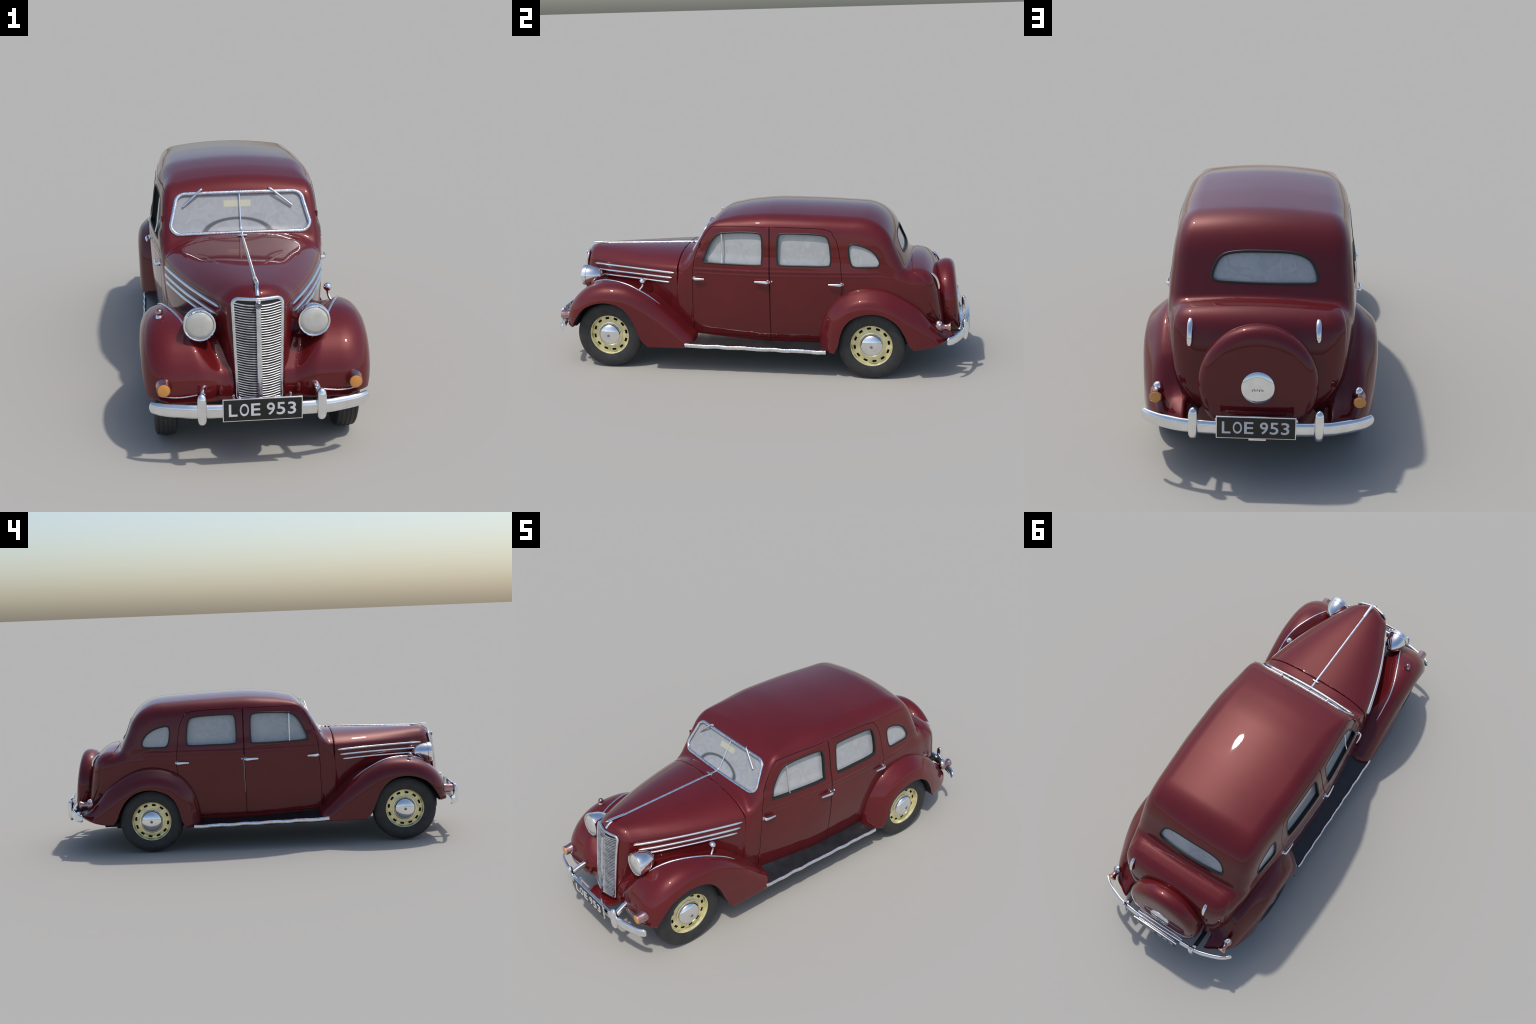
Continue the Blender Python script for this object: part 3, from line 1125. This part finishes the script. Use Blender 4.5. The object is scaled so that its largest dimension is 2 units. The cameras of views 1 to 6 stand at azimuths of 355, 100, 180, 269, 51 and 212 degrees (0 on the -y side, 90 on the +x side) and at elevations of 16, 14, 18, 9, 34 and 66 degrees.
# ------------------------------------------------------------------ bumpers
def bumper(path, name):
    path = open_spline(path, 10)
    t = np.linspace(-1, 1, len(path))
    sec = np.array([(-.007, -.0205), (-.002, -.0225), (.003, -.0205), (.0075, -.012), (.009, 0), (.0075, .012), (.003, .0205), (-.002, .0225), (-.007, .0205), (-.003, .012), (-.001, 0), (-.003, -.012)])
    sc = 1 - 0.18 * np.abs(t) ** 3
    sc[[0, -1]] *= .55
    sc[[1, -2]] *= .85
    return sweep(name, path, sec, CHROME, ROOT, scale=sc)


fb = [(-.334, -.928, .191), (-.30, -.947, .190), (-.24, -.963, .189), (-.178, -.972, .188), (0, -.978, .187), (.178, -.972, .186), (.24, -.963, .188), (.30, -.947, .191), (.334, -.926, .194)]
front_bumper = bumper(fb, "front_bumper")
rb_ = [(-.355, .897, .186), (-.32, .925, .185), (-.26, .950, .183), (-.185, .967, .182), (0, .974, .182), (.185, .967, .183), (.26, .950, .184), (.32, .925, .187), (.353, .898, .190)]
rear_bumper = bumper(rb_[::-1], "rear_bumper")


def overrider(x, y, side, parent):
    zs = np.linspace(.1475, .2495, 22)
    v = []
    path = np.stack([np.full(22, x), y + side * .005 * np.sin(np.linspace(0, math.pi, 22)), zs], 1)
    sc = np.sqrt(np.clip(1 - np.abs(np.linspace(-1, 1, 22)) ** 5, .04, 1))
    return sweep("overrider", path, oval(.0150, .013, 14, 2.6), CHROME, parent, up=(0, -side, 0), scale=sc)


for x in (.179, -.179):
    overrider(x, -.978, -1, front_bumper)
for x in (.189, -.187):
    overrider(x, .974, 1, rear_bumper)
for s in (1, -1):
    path = open_spline([(s * .166, -.885, .242), (s * .172, -.925, .232), (s * .178, -.968, .214)], 6)
    sweep("bumper_bracket", path, oval(.010, .011, 12, 4), CHROME, front_bumper)
    path = open_spline([(s * .19, .83, .20), (s * .19, .90, .20), (s * .188, .962, .195)], 6)
    sweep("bumper_bracket", path, oval(.010, .007, 10, 3), BLACK, rear_bumper)
    ball("bracket_nut", (s * .188, .952, .200), .010, CHROME, rear_bumper, (1, 1, .8))
    lathe("plate_post", [(-.03, .0028), (0, .0028), (.002, .0042), (.006, .0042), (.008, 0)], CHROME, 16, "z", (s * .085, -.981, .236), front_bumper)
    ball("apron_bolt", (s * .118, -.912, .228), .008, PAINT, front_bumper, (1, 1, 1.8))


front = [(-.078, -.880), (-.080, -.925), (-.062, -.958), (.055, -.958), (.074, -.925), (.078, -.880)]
apron = prism(front, "z", .163, .176)
apron.name = apron.data.name = "front_apron"
apron.parent = ROOT
xs = np.linspace(.19, .305, 16)
zs = .219 - .006 * np.sin(np.linspace(0, math.pi, 16))
ys = find_y(lambda x, y, z: -front_fender_field(x, y, z), xs, zs + .004, -.98, -.80)
for s in (1, -1):
    sweep("wing_edge_glint_tube", np.stack([s * xs, ys - .001, zs], 1), oval(.0022, .0022, 8), ROUGH_CHROME, front_bumper)  # thin tube modelled for the highlight along the wing's lower front edge

# ------------------------------------------------------------------ number plates
def number_plate(y, side, tilt, roll, parent):
    zc = .199
    frame = rounded_box("number_plate", (.2385, .007, .0735), (0, 0, 0), CHROME, parent, .0015)
    face = rounded_box("plate_face", (.2325, .004, .0675), (0, -.0024, 0), PLATE, frame, .001)
    parts = [face]
    adv = {"L": (.130, .0255), "O": (.269, .0270), "E": (.411, .0275), "9": (.599, .0240), "5": (.725, .0255), "3": (.863, .0245)}
    for ch, (a, wid) in adv.items():
        cu = bpy.data.curves.new("letter", "FONT")
        cu.body = ch
        cu.size = .0585
        cu.extrude = .0006
        cu.offset = .0006
        cu.align_x = "CENTER"
        cu.resolution_u = 6
        tmp = bpy.data.objects.new("letter", cu)
        bpy.context.collection.objects.link(tmp)
        bpy.context.view_layer.update()
        me = bpy.data.meshes.new_from_object(tmp.evaluated_get(bpy.context.evaluated_depsgraph_get()))
        bpy.data.objects.remove(tmp)
        co = np.empty(len(me.vertices) * 3)
        me.vertices.foreach_get("co", co)
        co = co.reshape(-1, 3)
        co[:, 0] -= (co[:, 0].max() + co[:, 0].min()) / 2
        co[:, 1] -= (co[:, 1].max() + co[:, 1].min()) / 2
        co[:, 0] *= wid / np.ptp(co[:, 0])
        co[:, 1] *= .0395 / np.ptp(co[:, 1])
        p = np.stack([co[:, 0] + (a - .5) * .2385, np.full(len(co), -.0050) - co[:, 2], co[:, 1] + .001], 1)
        me.vertices.foreach_set("co", p.ravel())
        me.materials.clear()
        me.materials.append(LETTER)
        me.update()
        o = bpy.data.objects.new("plate_letter", me)
        bpy.context.collection.objects.link(o)
        o.parent = frame
        parts.append(o)
    M = Matrix.Translation((0, y, zc)) @ Matrix.Rotation(math.pi if side > 0 else 0, 4, "Z") @ Matrix.Rotation(tilt, 4, "X") @ Matrix.Rotation(roll, 4, "Y")
    for o in [frame] + parts:
        o.data.transform(M)
        o.data.update()
    return frame


number_plate(-.9942, -1, math.radians(1.5), 0.0, ROOT)
number_plate(.9942, 1, math.radians(1.5), 0.0, ROOT)
rounded_box("plate_bracket", (.052, .010, .006), (-.004, .990, .1585), CHROME, rear_bumper, .001)
rounded_box("bumper_rail", (.25, .010, .030), (0, .958, .195), CHROME, rear_bumper, .004)
rounded_box("plate_hanger", (.20, .006, .005), (0, .985, .218), CHROME, rear_bumper, .002)
rounded_box("plate_hanger", (.20, .008, .008), (0, -.988, .205), CHROME, front_bumper, .002)

# ------------------------------------------------------------------ underside
chassis = rounded_box("chassis", (.40, 1.62, .05), (0, .03, .142), BLACK, ROOT, .01)
for y in (FRONT_HUB[0], REAR_HUB[0]):
    lathe("axle", [(-.30, 0), (-.30, .016), (.30, .016), (.30, 0)], BLACK, 20, "x", (0, y, .156), chassis)
lathe("silencer", [(.25, 0), (.25, .022), (.74, .022), (.74, .014), (.80, .014), (.80, 0)], BLACK, 20, "y", (-.24, 0, .128), chassis)
for s in (1, -1):
    rounded_box("inner_arch", (.05, .36, .16), (s * .20, FRONT_HUB[0], .22), BLACK, chassis, .01)
    rounded_box("inner_arch", (.05, .36, .16), (s * .22, REAR_HUB[0], .22), BLACK, chassis, .01)
